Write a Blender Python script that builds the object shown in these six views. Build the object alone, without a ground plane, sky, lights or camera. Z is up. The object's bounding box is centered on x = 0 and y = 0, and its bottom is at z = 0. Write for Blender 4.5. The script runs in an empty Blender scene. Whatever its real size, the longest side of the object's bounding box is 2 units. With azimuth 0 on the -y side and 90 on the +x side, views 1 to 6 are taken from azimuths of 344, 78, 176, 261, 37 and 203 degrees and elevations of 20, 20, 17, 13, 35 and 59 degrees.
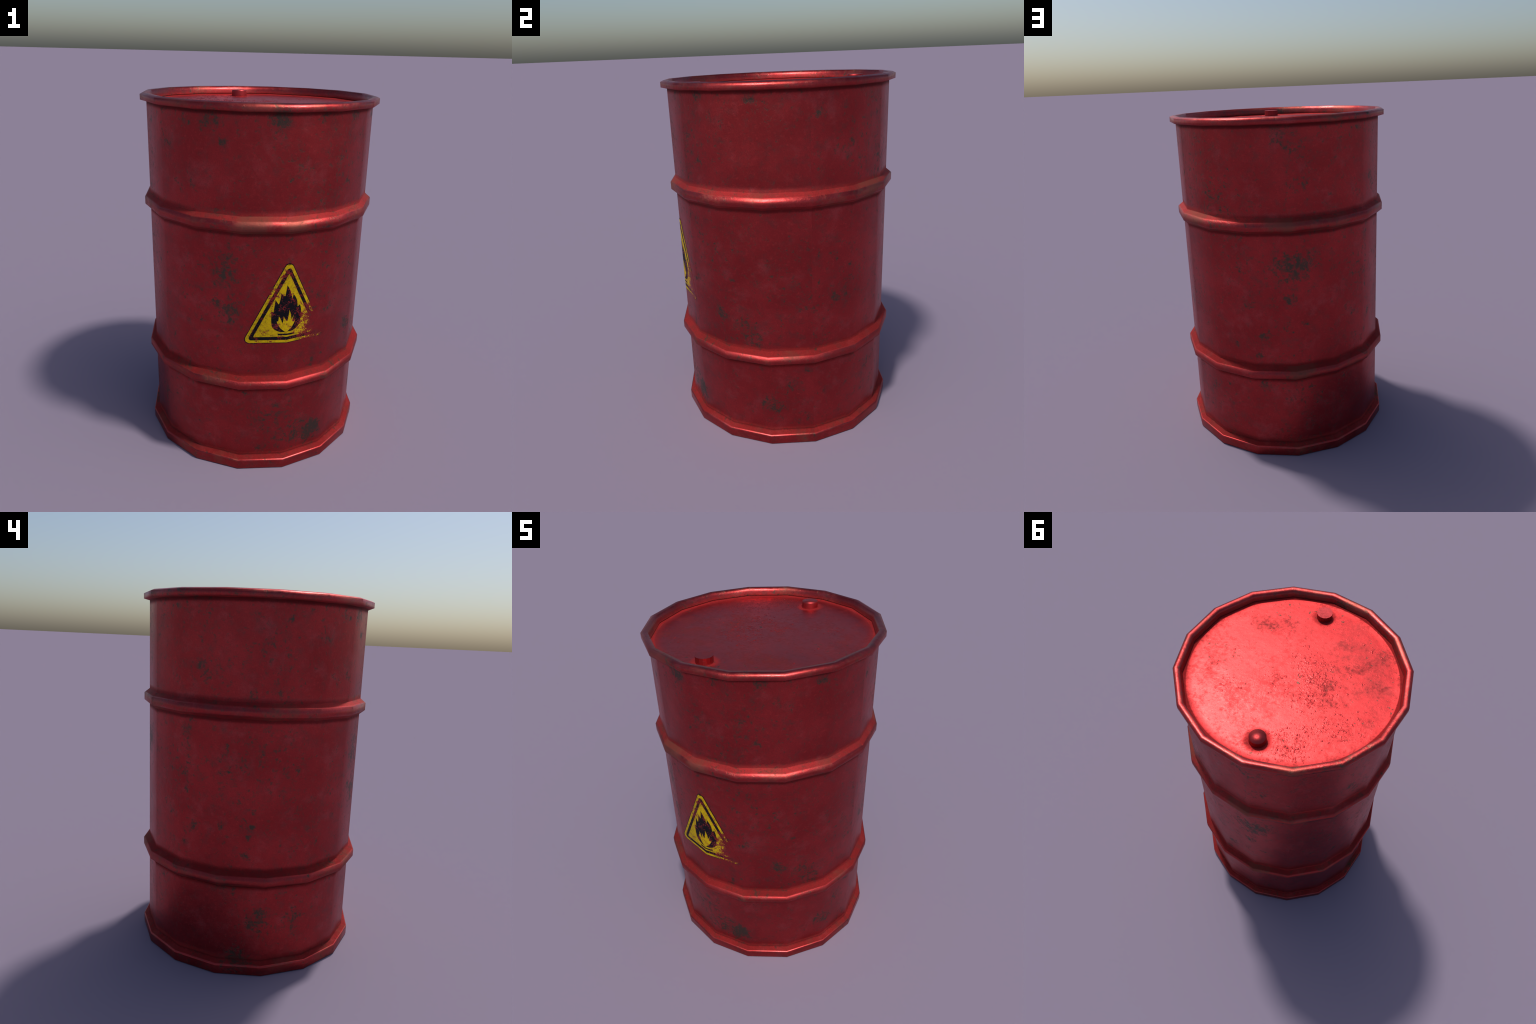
"""Worn red steel drum: a sixteen-sided low drum with two rolled hoops, rolled
rims, a sunken lid with two bung caps and a worn flammable-warning sticker."""
import bpy, bmesh, math, random
from mathutils import Vector

random.seed(7)
N = 16                       # sides of the drum
R_WALL = 0.6163              # corner radius of the wall
SIDE = 2 * R_WALL * math.sin(math.pi / N)     # width of one flat of the wall
LID_Z = 1.949
BASE_Z, TOP_Z = .071, 1.956  # foot and top of the plain wall
HALF, FLAT = .045, .0205     # half height of a hoop at its foot and at its flat crest
HOOPS = [(1.427, .6465), (.5437, .651)]       # (middle height, crest radius)
CAPS = [(-.002, .4635), (0.0, -.478)]        # bung caps on the lid

# ---------------------------------------------------------------- node helper
class Nodes:
    """Small helper that writes node trees as nested expressions."""
    def __init__(self, tree):
        self.t = tree
    def new(self, kind, **props):
        n = self.t.nodes.new(kind)
        for k, v in props.items():
            setattr(n, k, v)
        return n
    def put(self, sock, v):
        if isinstance(v, bpy.types.NodeSocket):
            self.t.links.new(v, sock)
        elif v is not None:
            if sock.type == 'RGBA' and len(v) == 3:
                v = (*v, 1.0)
            sock.default_value = v
    def math(self, op, a, b=None, c=None, clamp=False):
        n = self.new('ShaderNodeMath', operation=op, use_clamp=clamp)
        for i, v in enumerate((a, b, c)):
            if v is not None:
                self.put(n.inputs[i], v)
        return n.outputs[0]
    def add(self, a, b): return self.math('ADD', a, b)
    def sub(self, a, b): return self.math('SUBTRACT', a, b)
    def mul(self, a, b): return self.math('MULTIPLY', a, b)
    def step(self, v, lo, hi, to0=0.0, to1=1.0, smooth=True):
        n = self.new('ShaderNodeMapRange', interpolation_type='SMOOTHSTEP' if smooth else 'LINEAR')
        for i, x in enumerate((v, lo, hi, to0, to1)):
            self.put(n.inputs[i], x)
        return n.outputs[0]
    def noise(self, vec, scale, detail=4, rough=0.55, lac=2.0, dist=0.0):
        n = self.new('ShaderNodeTexNoise')
        self.put(n.inputs['Vector'], vec)
        for k, v in (('Scale', scale), ('Detail', detail), ('Roughness', rough), ('Lacunarity', lac), ('Distortion', dist)):
            n.inputs[k].default_value = v
        return n.outputs[0]
    def voronoi(self, vec, scale, smooth=None):
        n = self.new('ShaderNodeTexVoronoi', feature='F1')
        self.put(n.inputs['Vector'], vec)
        n.inputs['Scale'].default_value = scale
        return n.outputs['Distance'], n.outputs['Color']
    def mix(self, f, a, b):
        n = self.new('ShaderNodeMix', data_type='RGBA')
        self.put(n.inputs[0], f); self.put(n.inputs[6], a); self.put(n.inputs[7], b)
        return n.outputs[2]
    def mixf(self, f, a, b):
        n = self.new('ShaderNodeMix', data_type='FLOAT')
        self.put(n.inputs[0], f); self.put(n.inputs[2], a); self.put(n.inputs[3], b)
        return n.outputs[0]
    def xyz(self, v):
        n = self.new('ShaderNodeSeparateXYZ'); self.put(n.inputs[0], v)
        return n.outputs
    def vec(self, x, y, z):
        n = self.new('ShaderNodeCombineXYZ')
        for i, v in enumerate((x, y, z)):
            self.put(n.inputs[i], v)
        return n.outputs[0]
    def offset(self, v, o):
        n = self.new('ShaderNodeVectorMath', operation='ADD')
        self.put(n.inputs[0], v); n.inputs[1].default_value = o
        return n.outputs[0]
    def scale3(self, v, s):
        n = self.new('ShaderNodeVectorMath', operation='MULTIPLY')
        self.put(n.inputs[0], v); n.inputs[1].default_value = s
        return n.outputs[0]
    def dist(self, v, p):
        n = self.new('ShaderNodeVectorMath', operation='DISTANCE')
        self.put(n.inputs[0], v); n.inputs[1].default_value = p
        return n.outputs['Value']
    def blobs(self, v, places):
        """Soft round spots: sum of falloffs around (point, radius, strength)."""
        total = 0.0
        for p, r, s in places:
            d = self.dist(v, p)
            total = self.add(self.step(d, r, 0.0, 0.0, s), total)
        return total


# ------------------------------------------------ where the paint has worn off
# (degrees round from the front, height, radius, strength)
WEAR_FRONT = [(-38, 1.92, .11, .8), (-61, 1.80, .12, .6), (-32, 1.81, .05, .8), (-23, 1.755, .06, .6),
              (-52, 1.64, .14, .55), (-6, 1.935, .11, .9), (15, 1.94, .08, .5), (4, 1.79, .10, .25),
              (-30, 1.25, .07, .5), (-31, 1.145, .10, .75), (-30, .97, .12, .55), (16, .635, .045, .95),
              (14, .175, .17, .95), (-2, .25, .20, .6), (-12, .11, .05, .8), (-66, .40, .1, .3)]
WEAR_RIGHT = [(64, 1.915, .05, .95), (34, 1.93, .07, .5), (96, 1.865, .07, .6), (32, 1.617, .03, .7),
              (41, .765, .08, .75), (55, .74, .11, .75), (60, .65, .08, .55), (103, .877, .06, .75),
              (94, .64, .09, .5), (87, .465, .05, .95), (20, .185, .08, .9), (68, .24, .12, .65),
              (81, .35, .10, .7), (112, .47, .10, .4)]
WEAR_BACK = [(176, 1.895, .10, .85), (-177, 1.81, .08, .65), (-177, 1.65, .12, .5), (-156, 1.757, .04, .8),
             (-178, 1.19, .17, .9), (156, .974, .07, .8), (179, 1.0, .06, .75), (-157, 1.158, .04, .8),
             (-173, .85, .05, .8), (164, .779, .07, .85), (148, .707, .05, .65),
             (160, .652, .045, .85), (163, .451, .08, .95), (126, .38, .09, .5), (-150, .45, .1, .4)]
WEAR_LEFT = [(-83, 1.868, .05, .8), (-52, 1.90, .09, .7), (-121, 1.62, .12, .4),
             (-100, 1.50, .05, .9), (-131, 1.337, .10, .65), (-145, .86, .09, .55), (-128, .803, .05, 1.),
             (-112, .828, .05, 1.), (-98, .83, .035, 1.), (-99, .77, .03, .9), (-100, .673, .05, .9),
             (-109, .471, .11, .75), (-94, .303, .13, .9), (-73, .29, .10, .65), (-103, .095, .11, .9),
             (-76, 1.14, .04, .7)]
# brown scuffs on hoops and rims
SCUFFS = [(-18, 1.43, .22, 1.), (2, 1.43, .12, .7), (124, 1.43, .24, 1.), (178, 1.44, .16, .8), (-12, 1.985, .15, .9),
          (-52, 1.985, .16, .7), (-158, 1.99, .14, .8), (-40, .55, .10, .5), (182, .55, .12, .6)]
# stains on the lid: (x, y, radius, strength)
LID_STAIN = [(.296, -.297, .15, .9), (-.30, -.27, .26, .55), (-.46, -.11, .12, .8), (-.17, -.08, .2, .55),
             (.08, .06, .12, .35), (-.24, .10, .15, .45), (.1, -.36, .2, .5), (-.2, -.32, .16, .5), (-.46, -.28, .22, .4),
             (-.42, .03, .2, .5), (.42, .12, .14, .35), (-.15, .48, .16, .4)]
LID_PEBBLES = [(-.13, -.05, .17, 1.), (0.0, -.12, .10, .8), (.08, .06, .12, .75), (.30, .208, .09, .8),
               (-.15, .09, .16, .9), (-.12, .417, .15, .95), (-.20, .47, .12, .9), (-.34, .23, .15, .65),
               (.33, -.08, .06, .6), (-.24, .30, .16, .5)]


def unrolled(az, z):
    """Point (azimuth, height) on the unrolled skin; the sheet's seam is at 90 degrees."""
    a = math.radians(az)
    return (R_WALL * math.atan2(math.cos(a), -math.sin(a)), z, 0.0)


def paint_group():
    g = bpy.data.node_groups.new('worn_red_paint', 'ShaderNodeTree')
    ifc = g.interface
    ifc.new_socket('Lid', in_out='INPUT', socket_type='NodeSocketFloat')
    ifc.new_socket('Edge', in_out='INPUT', socket_type='NodeSocketFloat')
    for n, t in (('Color', 'NodeSocketColor'), ('Metallic', 'NodeSocketFloat'),
                 ('Roughness', 'NodeSocketFloat'), ('Height', 'NodeSocketFloat')):
        ifc.new_socket(n, in_out='OUTPUT', socket_type=t)
    k = Nodes(g)
    gi, go = k.new('NodeGroupInput'), k.new('NodeGroupOutput')
    lid, edge = gi.outputs[0], gi.outputs[1]
    obj = k.new('ShaderNodeTexCoord').outputs['Object']
    x, y, z = k.xyz(obj)
    ang = k.math('ARCTAN2', k.mul(y, -1.0), k.mul(x, -1.0))
    rad = k.math('POWER', k.add(k.mul(x, x), k.mul(y, y)), 0.5)
    skin = k.vec(k.mul(ang, R_WALL), z, 0.0)           # unrolled wall
    depth = k.vec(k.mul(ang, R_WALL), z, rad)
    flat = k.vec(x, y, 0.0)
    n = k.new('ShaderNodeMix', data_type='VECTOR')
    k.put(n.inputs[0], lid); k.put(n.inputs[4], depth); k.put(n.inputs[5], k.offset(obj, (7.3, 2.1, 0)))
    p = n.outputs[1]

    # --- base red with cloudy fading and fine grain
    cloud = k.noise(p, 3.2, 5, .6)
    cloud2 = k.noise(k.offset(p, (3, 9, 1)), 9.0, 5, .65)
    grain = k.noise(p, 190.0, 2, .6)
    fine = k.noise(k.offset(p, (1, 4, 2)), 60.0, 4, .7)
    red = k.mix(k.step(cloud, .35, .68), RED_DEEP, RED_MAIN)
    red = k.mix(k.mul(k.step(cloud2, .50, .74), .55), red, RED_FADED)
    wash = k.noise(k.offset(p, (4, 7, 7)), 17.0, 6, .68)
    red = k.mix(k.step(wash, .48, .72, 0.0, .62), red, (.22, .060, .055))
    red = k.mix(k.step(grain, .28, .62, .30, 0.0), red, (.13, .030, .030))
    red = k.mix(k.step(fine, .52, .74, 0.0, .42), red, (.62, .062, .062))

    # --- bare dark patches: clustered where the wear lists say, ragged by noise
    wall_wear = k.blobs(skin, [(unrolled(a, h), r, s) for a, h, r, s in WEAR_FRONT + WEAR_RIGHT + WEAR_BACK + WEAR_LEFT])
    ragged = k.noise(k.scale3(p, (1.0, .8, 1.0)), 27.0, 7, .70, 2.1)
    speck = k.noise(k.offset(p, (5, 5, 5)), 58.0, 5, .64)
    area = k.noise(k.offset(p, (2, 2, 8)), 2.6, 3, .5)
    wall_score = k.add(k.add(k.mul(ragged, .75), k.mul(speck, .65)), k.mul(wall_wear, .19))
    wall_score = k.add(wall_score, k.mul(k.sub(area, .5), .30))
    wall_dark = k.step(wall_score, .735, .955)
    grime = k.mul(k.step(k.add(k.mul(wall_wear, .40), k.mul(ragged, .8)), .46, .95), .50)
    grime = k.mul(grime, k.sub(1.0, lid))
    lid_score = k.add(k.add(k.mul(ragged, .30), k.mul(k.noise(k.offset(p, (8, 1, 3)), 46.0, 5, .62), .85)),
                      k.mul(k.noise(k.offset(p, (4, 4, 0)), 4.0, 3, .5), .30))
    lid_dark = k.step(lid_score, .865, .925)
    dark = k.mul(k.mixf(lid, wall_dark, lid_dark), k.mixf(lid, .90, .85))
    red = k.mix(grime, red, (.15, .055, .048))
    color = k.mix(dark, k.mix(lid, red, k.mix(.6, red, (.60, .044, .046))), BARE)

    # --- dry stains on the lid and scuffed, browned edges on hoops and rims
    stain = k.blobs(flat, [((a, b, 0), r, s) for a, b, r, s in LID_STAIN])
    stain = k.mul(k.step(k.add(k.mul(stain, .42), k.add(k.mul(k.noise(p, 13.0, 8, .78), 1.5), k.mul(fine, .45))), 1.02, 1.52), lid)
    mott = k.noise(k.offset(p, (11, 2, 6)), 36.0, 8, .78)
    mottle = k.mul(k.step(k.add(mott, k.mul(k.sub(k.noise(k.offset(p, (3, 12, 6)), 6.0, 4, .6), .5), .5)), .46, .64), lid)
    color = k.mix(k.mul(mottle, .38), color, (.21, .030, .030))
    color = k.mix(k.mul(stain, .60), color, (.17, .036, .034))
    scuffs = k.blobs(skin, [(unrolled(a, h), r, s) for a, h, r, s in SCUFFS])
    browned = k.add(k.noise(k.offset(p, (6, 2, 2)), 6.0, 6, .66), k.add(k.mul(fine, .25), k.mul(scuffs, .26)))
    browned = k.mul(k.mul(k.step(browned, .62, .86), edge), k.step(z, 1.93, 1.96, 1.0, .55))
    color = k.mix(k.mul(browned, .58), color, (.25, .105, .072))

    rough = k.add(k.mixf(lid, ROUGH, ROUGH_LID), k.mul(k.sub(cloud2, .5), .22))
    rough = k.add(rough, k.mul(k.sub(fine, .5), .12))
    rough = k.add(rough, k.add(k.mul(dark, .10), k.add(k.add(k.mul(stain, .19), k.mul(mottle, .13)), k.add(k.mul(browned, .20), k.mul(edge, k.add(k.step(z, 1.94, 1.96, -.01, -.03), k.step(k.math('ABSOLUTE', k.sub(z, HOOPS[1][0])), .08, .06, 0.0, .10)))))))

    # --- rough, slightly darkened hollows: feet of the hoops and rims, edge of the lid, round the caps
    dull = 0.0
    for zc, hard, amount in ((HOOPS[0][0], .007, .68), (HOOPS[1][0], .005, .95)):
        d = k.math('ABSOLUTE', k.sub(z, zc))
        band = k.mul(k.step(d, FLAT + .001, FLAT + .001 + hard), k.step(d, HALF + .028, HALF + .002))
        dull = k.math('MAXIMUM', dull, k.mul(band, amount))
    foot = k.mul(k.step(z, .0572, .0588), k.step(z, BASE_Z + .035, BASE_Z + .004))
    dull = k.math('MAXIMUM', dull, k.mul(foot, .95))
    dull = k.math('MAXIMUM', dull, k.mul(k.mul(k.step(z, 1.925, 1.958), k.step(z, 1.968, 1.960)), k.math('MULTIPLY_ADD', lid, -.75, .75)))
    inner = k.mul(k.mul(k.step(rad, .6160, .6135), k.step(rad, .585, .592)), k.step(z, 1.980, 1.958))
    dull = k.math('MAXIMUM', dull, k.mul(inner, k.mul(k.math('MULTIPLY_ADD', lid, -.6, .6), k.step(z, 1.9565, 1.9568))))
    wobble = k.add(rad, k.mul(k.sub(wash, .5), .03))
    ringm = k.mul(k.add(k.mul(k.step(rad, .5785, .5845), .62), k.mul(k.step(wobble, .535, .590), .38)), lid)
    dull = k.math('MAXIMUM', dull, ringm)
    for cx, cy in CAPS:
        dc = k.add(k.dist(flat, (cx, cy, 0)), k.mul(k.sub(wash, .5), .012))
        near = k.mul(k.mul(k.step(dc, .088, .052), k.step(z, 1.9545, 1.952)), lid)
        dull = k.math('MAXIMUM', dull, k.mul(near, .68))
    dark_lines = 0.0  # thin dark lines at the feet of the hoops, under the top rim and above the bottom rim
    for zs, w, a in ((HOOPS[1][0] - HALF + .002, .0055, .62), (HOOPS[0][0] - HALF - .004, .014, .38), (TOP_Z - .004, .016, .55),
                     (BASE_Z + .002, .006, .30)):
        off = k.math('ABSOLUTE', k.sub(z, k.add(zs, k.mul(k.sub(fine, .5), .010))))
        dark_lines = k.math('MAXIMUM', dark_lines, k.mul(k.step(off, w, w * .25), a))
    dark_lines = k.mul(dark_lines, k.mul(k.sub(1.0, lid), k.mul(k.step(rad, .6195, .6175), k.step(rad, .6032, .6038))))
    color = k.mix(dark_lines, color, (.030, .010, .012))
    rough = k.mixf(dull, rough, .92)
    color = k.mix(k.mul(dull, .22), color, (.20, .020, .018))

    # --- relief: soft dents, dry wrinkles, pebbled blisters on the lid
    peb_mask = k.blobs(flat, [((a, b, 0), r, s) for a, b, r, s in LID_PEBBLES])
    lump = k.noise(k.offset(p, (3, 3, 3)), 78.0, 1, .5)
    lump2 = k.noise(k.offset(p, (6, 1, 5)), 125.0, 1, .5)
    room = k.mul(peb_mask, k.step(k.noise(k.offset(p, (1, 8, 2)), 12.0, 3, .6), .36, .56))
    pebble = k.mul(k.add(k.step(k.add(lump, k.mul(room, .22)), .66, .92), k.mul(k.step(k.add(lump2, k.mul(room, .18)), .68, .90), .5)), lid)
    dents = k.noise(p, 7.0, 3, .5)
    wrinkle = k.noise(k.scale3(p, (1.0, .7, 1.0)), 34.0, 4, .6, dist=.6)
    wr_mask = k.step(k.noise(k.offset(p, (9, 3, 4)), 2.4, 3, .5), .52, .66)
    h = k.add(k.mul(dents, .0035), k.mul(k.mul(wrinkle, wr_mask), .0030))
    h = k.add(h, k.add(k.mul(fine, .0006), k.mul(grain, .00025)))
    h = k.add(h, k.mul(dark, -.0008))
    h = k.add(h, k.mul(pebble, .0016))
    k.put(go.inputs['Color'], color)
    k.put(go.inputs['Metallic'], 1.0)
    k.put(go.inputs['Roughness'], rough)
    k.put(go.inputs['Height'], h)
    return g


RED_MAIN = (.46, .046, .047)
RED_DEEP = (.37, .036, .037)
RED_FADED = (.47, .090, .092)
BARE = (.080, .076, .056)
ROUGH, ROUGH_LID = .385, .42
PAINT = paint_group()


def finish(k, color, metallic, rough, height, strength=.6, specular=None):
    b = k.new('ShaderNodeBump'); b.inputs['Strength'].default_value = strength
    b.inputs['Distance'].default_value = 1.0
    k.put(b.inputs['Height'], height)
    s = k.new('ShaderNodeBsdfPrincipled')
    k.put(s.inputs['Base Color'], color); k.put(s.inputs['Metallic'], metallic)
    k.put(s.inputs['Roughness'], rough); k.put(s.inputs['Normal'], b.outputs[0])
    k.put(s.inputs['Specular IOR Level'], specular)
    o = k.new('ShaderNodeOutputMaterial')
    k.put(o.inputs['Surface'], s.outputs[0])


def paint_material(name, lid=0.0, edge=0.0, tint=None, duller=0.0):
    m = bpy.data.materials.new(name); m.use_nodes = True
    m.node_tree.nodes.clear()
    k = Nodes(m.node_tree)
    g = k.new('ShaderNodeGroup', node_tree=PAINT)
    g.inputs['Lid'].default_value = lid; g.inputs['Edge'].default_value = edge
    col = g.outputs['Color'] if tint is None else k.mix(.6, g.outputs['Color'], tint)
    finish(k, col, g.outputs['Metallic'], k.add(g.outputs['Roughness'], duller), g.outputs['Height'])
    return m


def print_material(name, ink, rubbed):
    """Sticker ink that rubs off to the red paint below; heaviest at the lower right."""
    m = bpy.data.materials.new(name); m.use_nodes = True
    m.node_tree.nodes.clear()
    k = Nodes(m.node_tree)
    g = k.new('ShaderNodeGroup', node_tree=PAINT)
    obj = k.new('ShaderNodeTexCoord').outputs['Object']
    x, y, z = k.xyz(obj)
    p = k.vec(x, z, 0.0)
    corner = k.dist(k.scale3(p, (1.0, 1.0, 0)), (.205, .885, 0))
    fade = k.step(corner, .215, .015, 0, 1, smooth=False)
    fade = k.mul(fade, fade)
    fade = k.add(fade, k.mul(k.step(k.dist(p, (-.085, 1.07, 0)), .075, 0), .26))
    fade = k.add(fade, k.mul(k.step(k.dist(p, (-.022, 1.165, 0)), .055, 0), .24))
    rag = k.noise(k.offset(p, (2.7, .4, 0)), 30.0, 8, .74)
    pit = k.noise(k.offset(p, (1.3, 6, 0)), 150.0, 4, .65)
    score = k.add(k.add(k.mul(rag, .75), k.mul(pit, .50)), k.mul(fade, .37))
    worn = k.step(score, rubbed + .03, rubbed + .11)
    dirt = k.step(k.add(k.mul(k.noise(k.offset(p, (4.4, 2, 0)), 60.0, 6, .7), .7), k.mul(k.noise(k.offset(p, (9, 2, 0)), 9.0, 4, .6), .5)), .56, .80, 0.0, .70)
    ink = k.mix(dirt, ink, (.10, .055, .006) if ink[0] > .1 else ink)
    col = k.mix(worn, ink, g.outputs['Color'])
    metal = worn
    rough = k.mixf(worn, .55, g.outputs['Roughness'])
    finish(k, col, metal, rough, g.outputs['Height'], specular=.12)
    return m


# ----------------------------------------------------------------- mesh helper
ROOT = bpy.data.objects.new('steel_drum', None)
bpy.context.collection.objects.link(ROOT)
ROOT['label'] = 'worn red steel oil drum with a flammable warning sticker'
ROOT['category'] = 'barrel'


def make_object(name, verts, faces, normals, mat, parent):
    me = bpy.data.meshes.new(name)
    me.from_pydata(verts, [], faces)
    me.materials.append(mat)
    me.validate()
    for f in me.polygons:
        f.use_smooth = normals is not None
    if normals:
        me.normals_split_custom_set_from_vertices([Vector(n).normalized() for n in normals])
    ob = bpy.data.objects.new(name, me)
    bpy.context.collection.objects.link(ob)
    ob.parent = parent
    return ob


def ring_strip(name, profile, mat, parent, close_end=None, sides=N, centre=(0, 0), turn=0.0, smooth=True):
    """Revolve a profile of (radius, height, tilt of the normal in degrees) in flats."""
    verts, normals, faces = [], [], []
    for r, z, tilt in profile:
        t = math.radians(tilt)
        for i in range(sides):
            a = 2 * math.pi * (i + turn) / sides
            d = (math.sin(a), -math.cos(a))
            verts.append((centre[0] + r * d[0], centre[1] + r * d[1], z))
            normals.append((math.cos(t) * d[0], math.cos(t) * d[1], math.sin(t)))
    for j in range(len(profile) - 1):
        for i in range(sides):
            i2 = (i + 1) % sides
            faces.append((j * sides + i, j * sides + i2, (j + 1) * sides + i2, (j + 1) * sides + i))
    if close_end:
        z, up = close_end
        c = len(verts)
        verts.append((centre[0], centre[1], z)); normals.append((0, 0, up))
        j = (len(profile) - 1) * sides
        for i in range(sides):
            faces.append((j + i, j + (i + 1) % sides, c))
    return make_object(name, verts, faces, normals if smooth else None, mat, parent)


def lerp_profile(a, b, fractions):
    (r0, z0), (r1, z1) = a, b
    return [(r0 + (r1 - r0) * f, z0 + (z1 - z0) * f, t) for f, t in fractions]


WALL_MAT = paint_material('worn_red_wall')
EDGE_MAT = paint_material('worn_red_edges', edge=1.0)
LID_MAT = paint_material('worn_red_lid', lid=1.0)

# ------------------------------------------------------------------- the hoops

def hoop(zc, rc, slope):
    foot_hi, foot_lo = (R_WALL, zc + HALF), (R_WALL, zc - HALF)
    top, bot = (rc, zc + FLAT), (rc, zc - FLAT)
    prof = [(R_WALL, zc - HALF, -14)]
    prof += lerp_profile(foot_lo, bot, [(.12, -44), (.8, -40), (1.0, -26)])
    prof += lerp_profile(bot, top, [(.2, -6), (.42, 8), (.65, 26), (.85, 37), (1.0, 43)])
    prof += lerp_profile(top, foot_hi, [(.25, slope), (.88, slope), (1.0, 22)])
    return ring_strip('hoop', prof, EDGE_MAT, ROOT)


hoop(*HOOPS[0], 54)
hoop(*HOOPS[1], 56)

# -------------------------------------------- wall panels between rims and hoops
def wall(z0, z1, t0, t1, fil0=.02, fil1=.02):
    ring_strip('wall_panel', [(R_WALL, z0, t0), (R_WALL, z0 + fil0, 0), (R_WALL, z1 - fil1, 0), (R_WALL, z1, t1)],
               WALL_MAT, ROOT)


wall(BASE_Z, HOOPS[1][0] - HALF, 14, -14, .018, .012)
wall(HOOPS[1][0] + HALF, HOOPS[0][0] - HALF, 18, -14, .014, .02)
wall(HOOPS[0][0] + HALF, TOP_Z, 18, -10, .03, .012)

# -------------------------------------------------------------------- the rims
R_RIM = .649
ring_strip('bottom_rim',
           [(.575, .016, -90), (.600, .010, -90), (.625, 0.0, -90), (R_RIM - .002, 0.0, -35), (R_RIM, .004, -4)]
           + lerp_profile((R_RIM, .004), (R_RIM, .056), [(.80, 4), (1.0, 48)])
           + lerp_profile((R_RIM, .056), (R_WALL, BASE_Z), [(.10, 62), (.92, 62), (1.0, 22)]),
           EDGE_MAT, ROOT)
ring_strip('base_plate', [(.575, .016, -90), (.30, .016, -90)], WALL_MAT, ROOT, close_end=(.016, -1))
ring_strip('top_rim',
           [(R_WALL, TOP_Z, -10), (R_WALL + .004, TOP_Z + .001, -50), (R_RIM - .002, 1.9635, -40)]
           + lerp_profile((R_RIM, 1.9645), (R_RIM, 1.9925), [(0, -22), (.3, 2), (.55, 14), (.8, 33), (1.0, 47)])
           + lerp_profile((R_RIM, 1.9925), (.632, 2.0), [(.4, 62), (1.0, 90)])
           + lerp_profile((.632, 2.0), (.614, 1.9985), [(.5, 102), (1.0, 116)])
           + lerp_profile((.614, 1.9985), (.6015, 1.957), [(.14, 130), (.30, 147), (.55, 161), (1.0, 169)]),
           EDGE_MAT, ROOT)

# --------------------------------------------------------------------- the lid
def lid_disc():
    """Sunken disc: its rim follows the flats, its inner rings are round; the edge dishes up a little."""
    m = 96
    rings = [(None, 1.9540, 112), (.584, 1.9503, 104), (.570, LID_Z + .0003, 94), (.545, LID_Z, 90), (.30, LID_Z, 90)]
    verts, normals, faces = [], [], []
    for r, z, tilt in rings:
        t = math.radians(tilt)
        for i in range(m):
            a = 2 * math.pi * i / m
            part = (a % (2 * math.pi / N)) - math.pi / N
            rr = r or .6017 * math.cos(math.pi / N) / math.cos(part)
            d = (math.sin(a), -math.cos(a))
            verts.append((rr * d[0], rr * d[1], z))
            normals.append((math.cos(t) * d[0], math.cos(t) * d[1], math.sin(t)))
    for j in range(len(rings) - 1):
        for i in range(m):
            k = (i + 1) % m
            faces.append((j * m + i, j * m + k, (j + 1) * m + k, (j + 1) * m + i))
    verts.append((0, 0, LID_Z)); normals.append((0, 0, 1))
    j = (len(rings) - 1) * m
    for i in range(m):
        faces.append((j + i, j + (i + 1) % m, len(verts) - 1))
    return make_object('lid', verts, faces, normals, LID_MAT, ROOT)


lid = lid_disc()

# ------------------------------------------- rust blisters raised under the paint
def blisters(count):
    """Small flat bumps crowded into the pebbled areas of the lid, joined into one part."""
    verts, normals, faces, placed = [], [], [], 0
    rings, m = (1.0, .82, .5), 9
    weights = [r * r * s for _, _, r, s in LID_PEBBLES]
    while placed < count:
        if random.random() < .10:
            a, q = random.uniform(0, 2 * math.pi), .54 * math.sqrt(random.random())
            cx, cy = q * math.sin(a), -q * math.cos(a)
        else:
            px, py, pr, _ = random.choices(LID_PEBBLES, weights)[0]
            cx, cy = random.gauss(px, pr * .42), random.gauss(py, pr * .42)
        if math.hypot(cx, cy) > .56 or any(math.hypot(cx - u, cy - v) < .060 for u, v in CAPS):
            continue
        for _ in range(random.choice((1, 1, 2, 3, 4))):
            ox, oy = cx + random.gauss(0, .008), cy + random.gauss(0, .008)
            rad = min(.0080, max(.0026, random.lognormvariate(-5.2, .33)))
            high, turn, stretch = rad * random.uniform(.16, .32), random.uniform(0, 6.3), random.uniform(.65, 1.0)
            base = len(verts)
            for f in rings:
                for i in range(m):
                    a = 2 * math.pi * i / m
                    u, v = rad * f * math.cos(a), rad * f * stretch * math.sin(a)
                    verts.append((ox + u * math.cos(turn) - v * math.sin(turn), oy + u * math.sin(turn) + v * math.cos(turn),
                                  LID_Z + high * (1 - f * f) - (.0004 if f == 1.0 else 0)))
                    slope = 2 * f * high / rad
                    normals.append((slope * math.cos(a + turn), slope * math.sin(a + turn), 1.0))
            verts.append((ox, oy, LID_Z + high)); normals.append((0, 0, 1))
            for j in range(len(rings) - 1):
                for i in range(m):
                    k = (i + 1) % m
                    faces.append((base + j * m + i, base + j * m + k, base + (j + 1) * m + k, base + (j + 1) * m + i))
            top = base + (len(rings) - 1) * m
            for i in range(m):
                faces.append((top + i, top + (i + 1) % m, len(verts) - 1))
            placed += 1
    ob = make_object('rust_blister', verts, faces, normals, LID_MAT, lid)
    ob['kind'] = 'stuff'


blisters(700)

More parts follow.
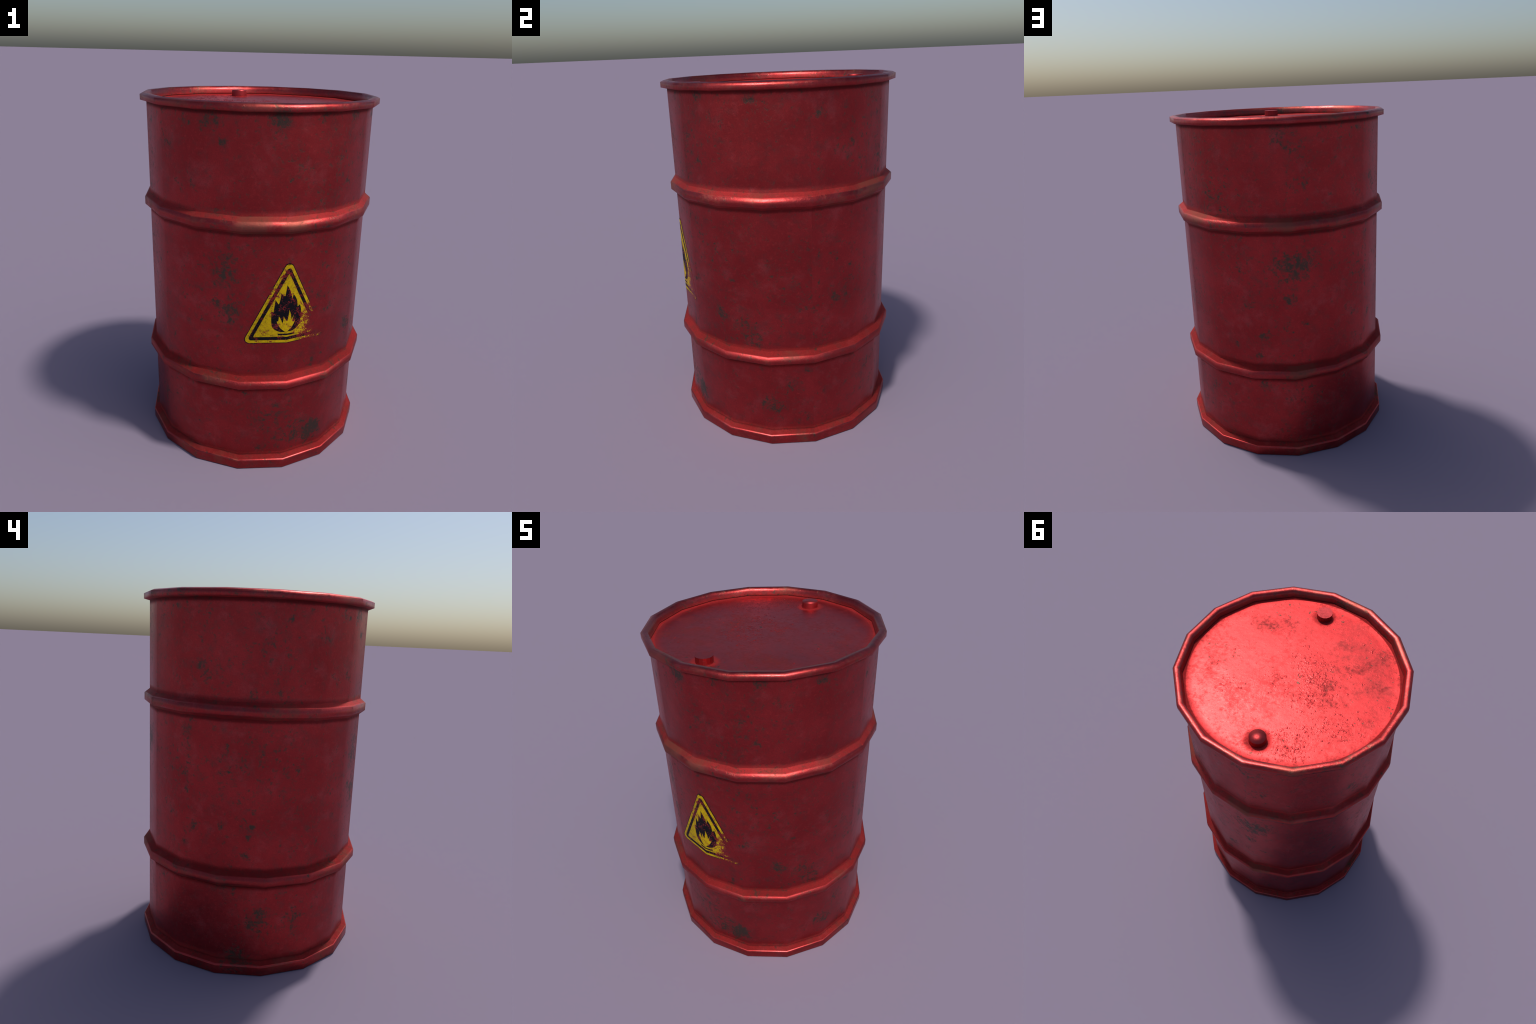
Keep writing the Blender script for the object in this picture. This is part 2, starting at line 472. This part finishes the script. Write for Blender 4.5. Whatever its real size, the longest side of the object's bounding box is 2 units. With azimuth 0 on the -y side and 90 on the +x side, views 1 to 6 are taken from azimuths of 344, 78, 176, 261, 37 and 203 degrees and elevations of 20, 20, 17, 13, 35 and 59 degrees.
# --------------------------------------------------------------- the bung caps
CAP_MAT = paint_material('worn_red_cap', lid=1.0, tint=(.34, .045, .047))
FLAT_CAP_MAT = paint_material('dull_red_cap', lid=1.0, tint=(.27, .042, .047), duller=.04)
CAP_R, CAP_TOP = .0455, 1.9845


def cap_domed(cx, cy):
    prof = [(CAP_R + .003, LID_Z - .002, 8), (CAP_R + .001, LID_Z + .004, 4), (CAP_R, CAP_TOP - .004, 10), (CAP_R, CAP_TOP - .0015, 30),
            (CAP_R - .0015, CAP_TOP, 40)]
    ring_strip('bung_cap', prof, CAP_MAT, lid, close_end=(CAP_TOP + .001, 1), sides=20, centre=(cx, cy))


def cap_flat(cx, cy):
    s = 16
    prof = [(CAP_R, LID_Z - .002, 0), (CAP_R, CAP_TOP, 0)]
    ring_strip('bung_cap', prof, FLAT_CAP_MAT, lid, close_end=(CAP_TOP, 1), sides=s, centre=(cx, cy), turn=.5, smooth=False)


cap_domed(*CAPS[0])
cap_flat(*CAPS[1])

# ---------------------------------------------------------- the warning sticker
YELLOW, BLACK = (.56, .375, .003), (.004, .004, .007)
YELLOW_MAT = print_material('worn_yellow_print', YELLOW, .635)
BLACK_MAT = print_material('worn_black_print', BLACK, .625)


def on_wall(u, v, lift):
    """Sticker plane (arc length, height) laid on the flats of the drum."""
    i = math.floor(u / SIDE)
    s = u / SIDE - i
    a0, a1 = 2 * math.pi * i / N, 2 * math.pi * (i + 1) / N
    p0 = Vector((math.sin(a0), -math.cos(a0), 0)); p1 = Vector((math.sin(a1), -math.cos(a1), 0))
    q = (p0.lerp(p1, s)) * (R_WALL + lift)
    return (q.x, q.y, v)


def sticker(name, outline, top, mat, parent, thick=.0006):
    """A thin printed film: the outline filled, cut at the corner of the flats and given thickness."""
    bm = bmesh.new()
    vs = [bm.verts.new((u, v, 0)) for u, v in outline]
    bm.faces.new(vs).normal_update()
    bmesh.ops.triangulate(bm, faces=bm.faces[:])
    for cut in (-SIDE, 0.0, SIDE):
        bmesh.ops.bisect_plane(bm, geom=bm.verts[:] + bm.edges[:] + bm.faces[:], plane_co=(cut, 0, 0), plane_no=(1, 0, 0))
    bmesh.ops.recalc_face_normals(bm, faces=bm.faces[:])
    bm.verts.index_update()
    border = [(e.verts[0].index, e.verts[1].index) for e in bm.edges if len(e.link_faces) == 1]
    n = len(bm.verts)
    flat = [(v.co.x, v.co.y) for v in bm.verts]
    faces = []
    for f in bm.faces:
        idx = [v.index for v in f.verts]
        area = sum(flat[idx[i]][0] * flat[idx[(i + 1) % len(idx)]][1] - flat[idx[(i + 1) % len(idx)]][0] * flat[idx[i]][1] for i in range(len(idx)))
        faces.append(idx if area > 0 else idx[::-1])
    bm.free()
    # directed border edges, so that the side walls face outwards
    directed = set()
    for f in faces:
        for i in range(len(f)):
            directed.add((f[i], f[(i + 1) % len(f)]))
    verts = [on_wall(u, v, top) for u, v in flat] + [on_wall(u, v, top - thick) for u, v in flat]
    allf = list(faces)
    for a, b in border:
        if (a, b) not in directed:
            a, b = b, a
        allf.append((b, a, a + n, b + n))
    normals = []
    for u, v in flat + flat:
        a = u / SIDE * 2 * math.pi / N
        normals.append((math.sin(a), -math.cos(a), 0))
    return make_object(name, verts, allf, normals, mat, parent)


def rounded_triangle(inset, radius):
    """Triangle with rounded corners: apex up, moved inwards by inset."""
    half, low, high = .2315, .7868, 1.2545
    side = math.hypot(half, high - low)
    low2 = low + inset
    high2 = high - inset * side / half
    half2 = half * (high2 - low2) / (high - low)
    pts = [Vector((-half2, low2)), Vector((half2, low2)), Vector((0, high2))]
    out = []
    for i in range(3):
        p, a, b = pts[i], pts[i - 1], pts[(i + 1) % 3]
        da, db = (a - p).normalized(), (b - p).normalized()
        ang = da.angle(db)
        c = p + (da + db).normalized() * (radius / math.sin(ang / 2))
        s = p + da * (radius / math.tan(ang / 2)) - c
        e = p + db * (radius / math.tan(ang / 2)) - c
        t0 = math.atan2(s.y, s.x); t1 = math.atan2(e.y, e.x)
        while t1 < t0: t1 += 2 * math.pi
        for j in range(7):
            t = t0 + (t1 - t0) * j / 6
            out.append((c.x + radius * math.cos(t), c.y + radius * math.sin(t)))
    return out


def bend(a, b, sag, steps=6):
    """Points from a to b bowed sideways by sag (share of the length)."""
    (ax, ay), (bx, by) = a, b
    nx, ny = -(by - ay), bx - ax
    pts = []
    for i in range(steps):
        t = i / steps
        w = 4 * t * (1 - t) * sag
        pts.append((ax + (bx - ax) * t + nx * w, ay + (by - ay) * t + ny * w))
    return pts


def flame_outline(stops):
    """Closed outline through tips and notches; each stop carries the bow of the edge after it."""
    out = []
    for i, (u, v, sag) in enumerate(stops):
        nu, nv, _ = stops[(i + 1) % len(stops)]
        out += bend((u, v), (nu, nv), sag)
    return out


sign = sticker('warning_sign', rounded_triangle(-.004, .026), .0007, BLACK_MAT, ROOT)
sticker('sign_border', rounded_triangle(0.0, .023), .0011, YELLOW_MAT, sign)
sticker('sign_frame', rounded_triangle(.0155, .013), .0015, BLACK_MAT, sign)
sticker('sign_panel', rounded_triangle(.034, .004), .0019, YELLOW_MAT, sign)

# big flame: anticlockwise from the bottom, tips and notches between the tongues
flame = flame_outline([
    (-.022, .849, -.02), (.004, .852, -.10), (.050, .860, -.14), (.0755, .905, -.08),
    (.0705, .9945, .06), (.0561, .9852, -.10), (.029, 1.0596, .0),
    (.0243, 1.031, -.05), (-.0076, 1.1134, .0), (-.0157, 1.0534, .10), (-.0379, 1.0712, .05),
    (-.048, 1.0067, .02), (-.0651, 1.0325, .0), (-.0734, .9614, .04), (-.0827, .9695, -.03),
    (-.0821, .897, -.14), (-.060, .860, -.08)])
sticker('flame', flame, .0023, BLACK_MAT, sign)
core = flame_outline([
    (-.0072, .849, -.04), (.022, .868, -.06), (.0455, .912, .05), (.0318, .9025, .04),
    (.0372, .9468, .04), (.0230, .917, -.05), (.0086, .9746, .03), (-.0010, .912, .08),
    (-.0201, .9407, .04), (-.0258, .896, -.06), (-.0454, .939, .03), (-.0478, .9125, .04),
    (-.0556, .909, -.04), (-.036, .872, -.04)])
sticker('flame_core', core, .0027, YELLOW_MAT, sign)
sticker('flame_bar', [(-.047, .8302), (.0455, .8302), (.0455, .839), (-.047, .839)], .0023, BLACK_MAT, sign)
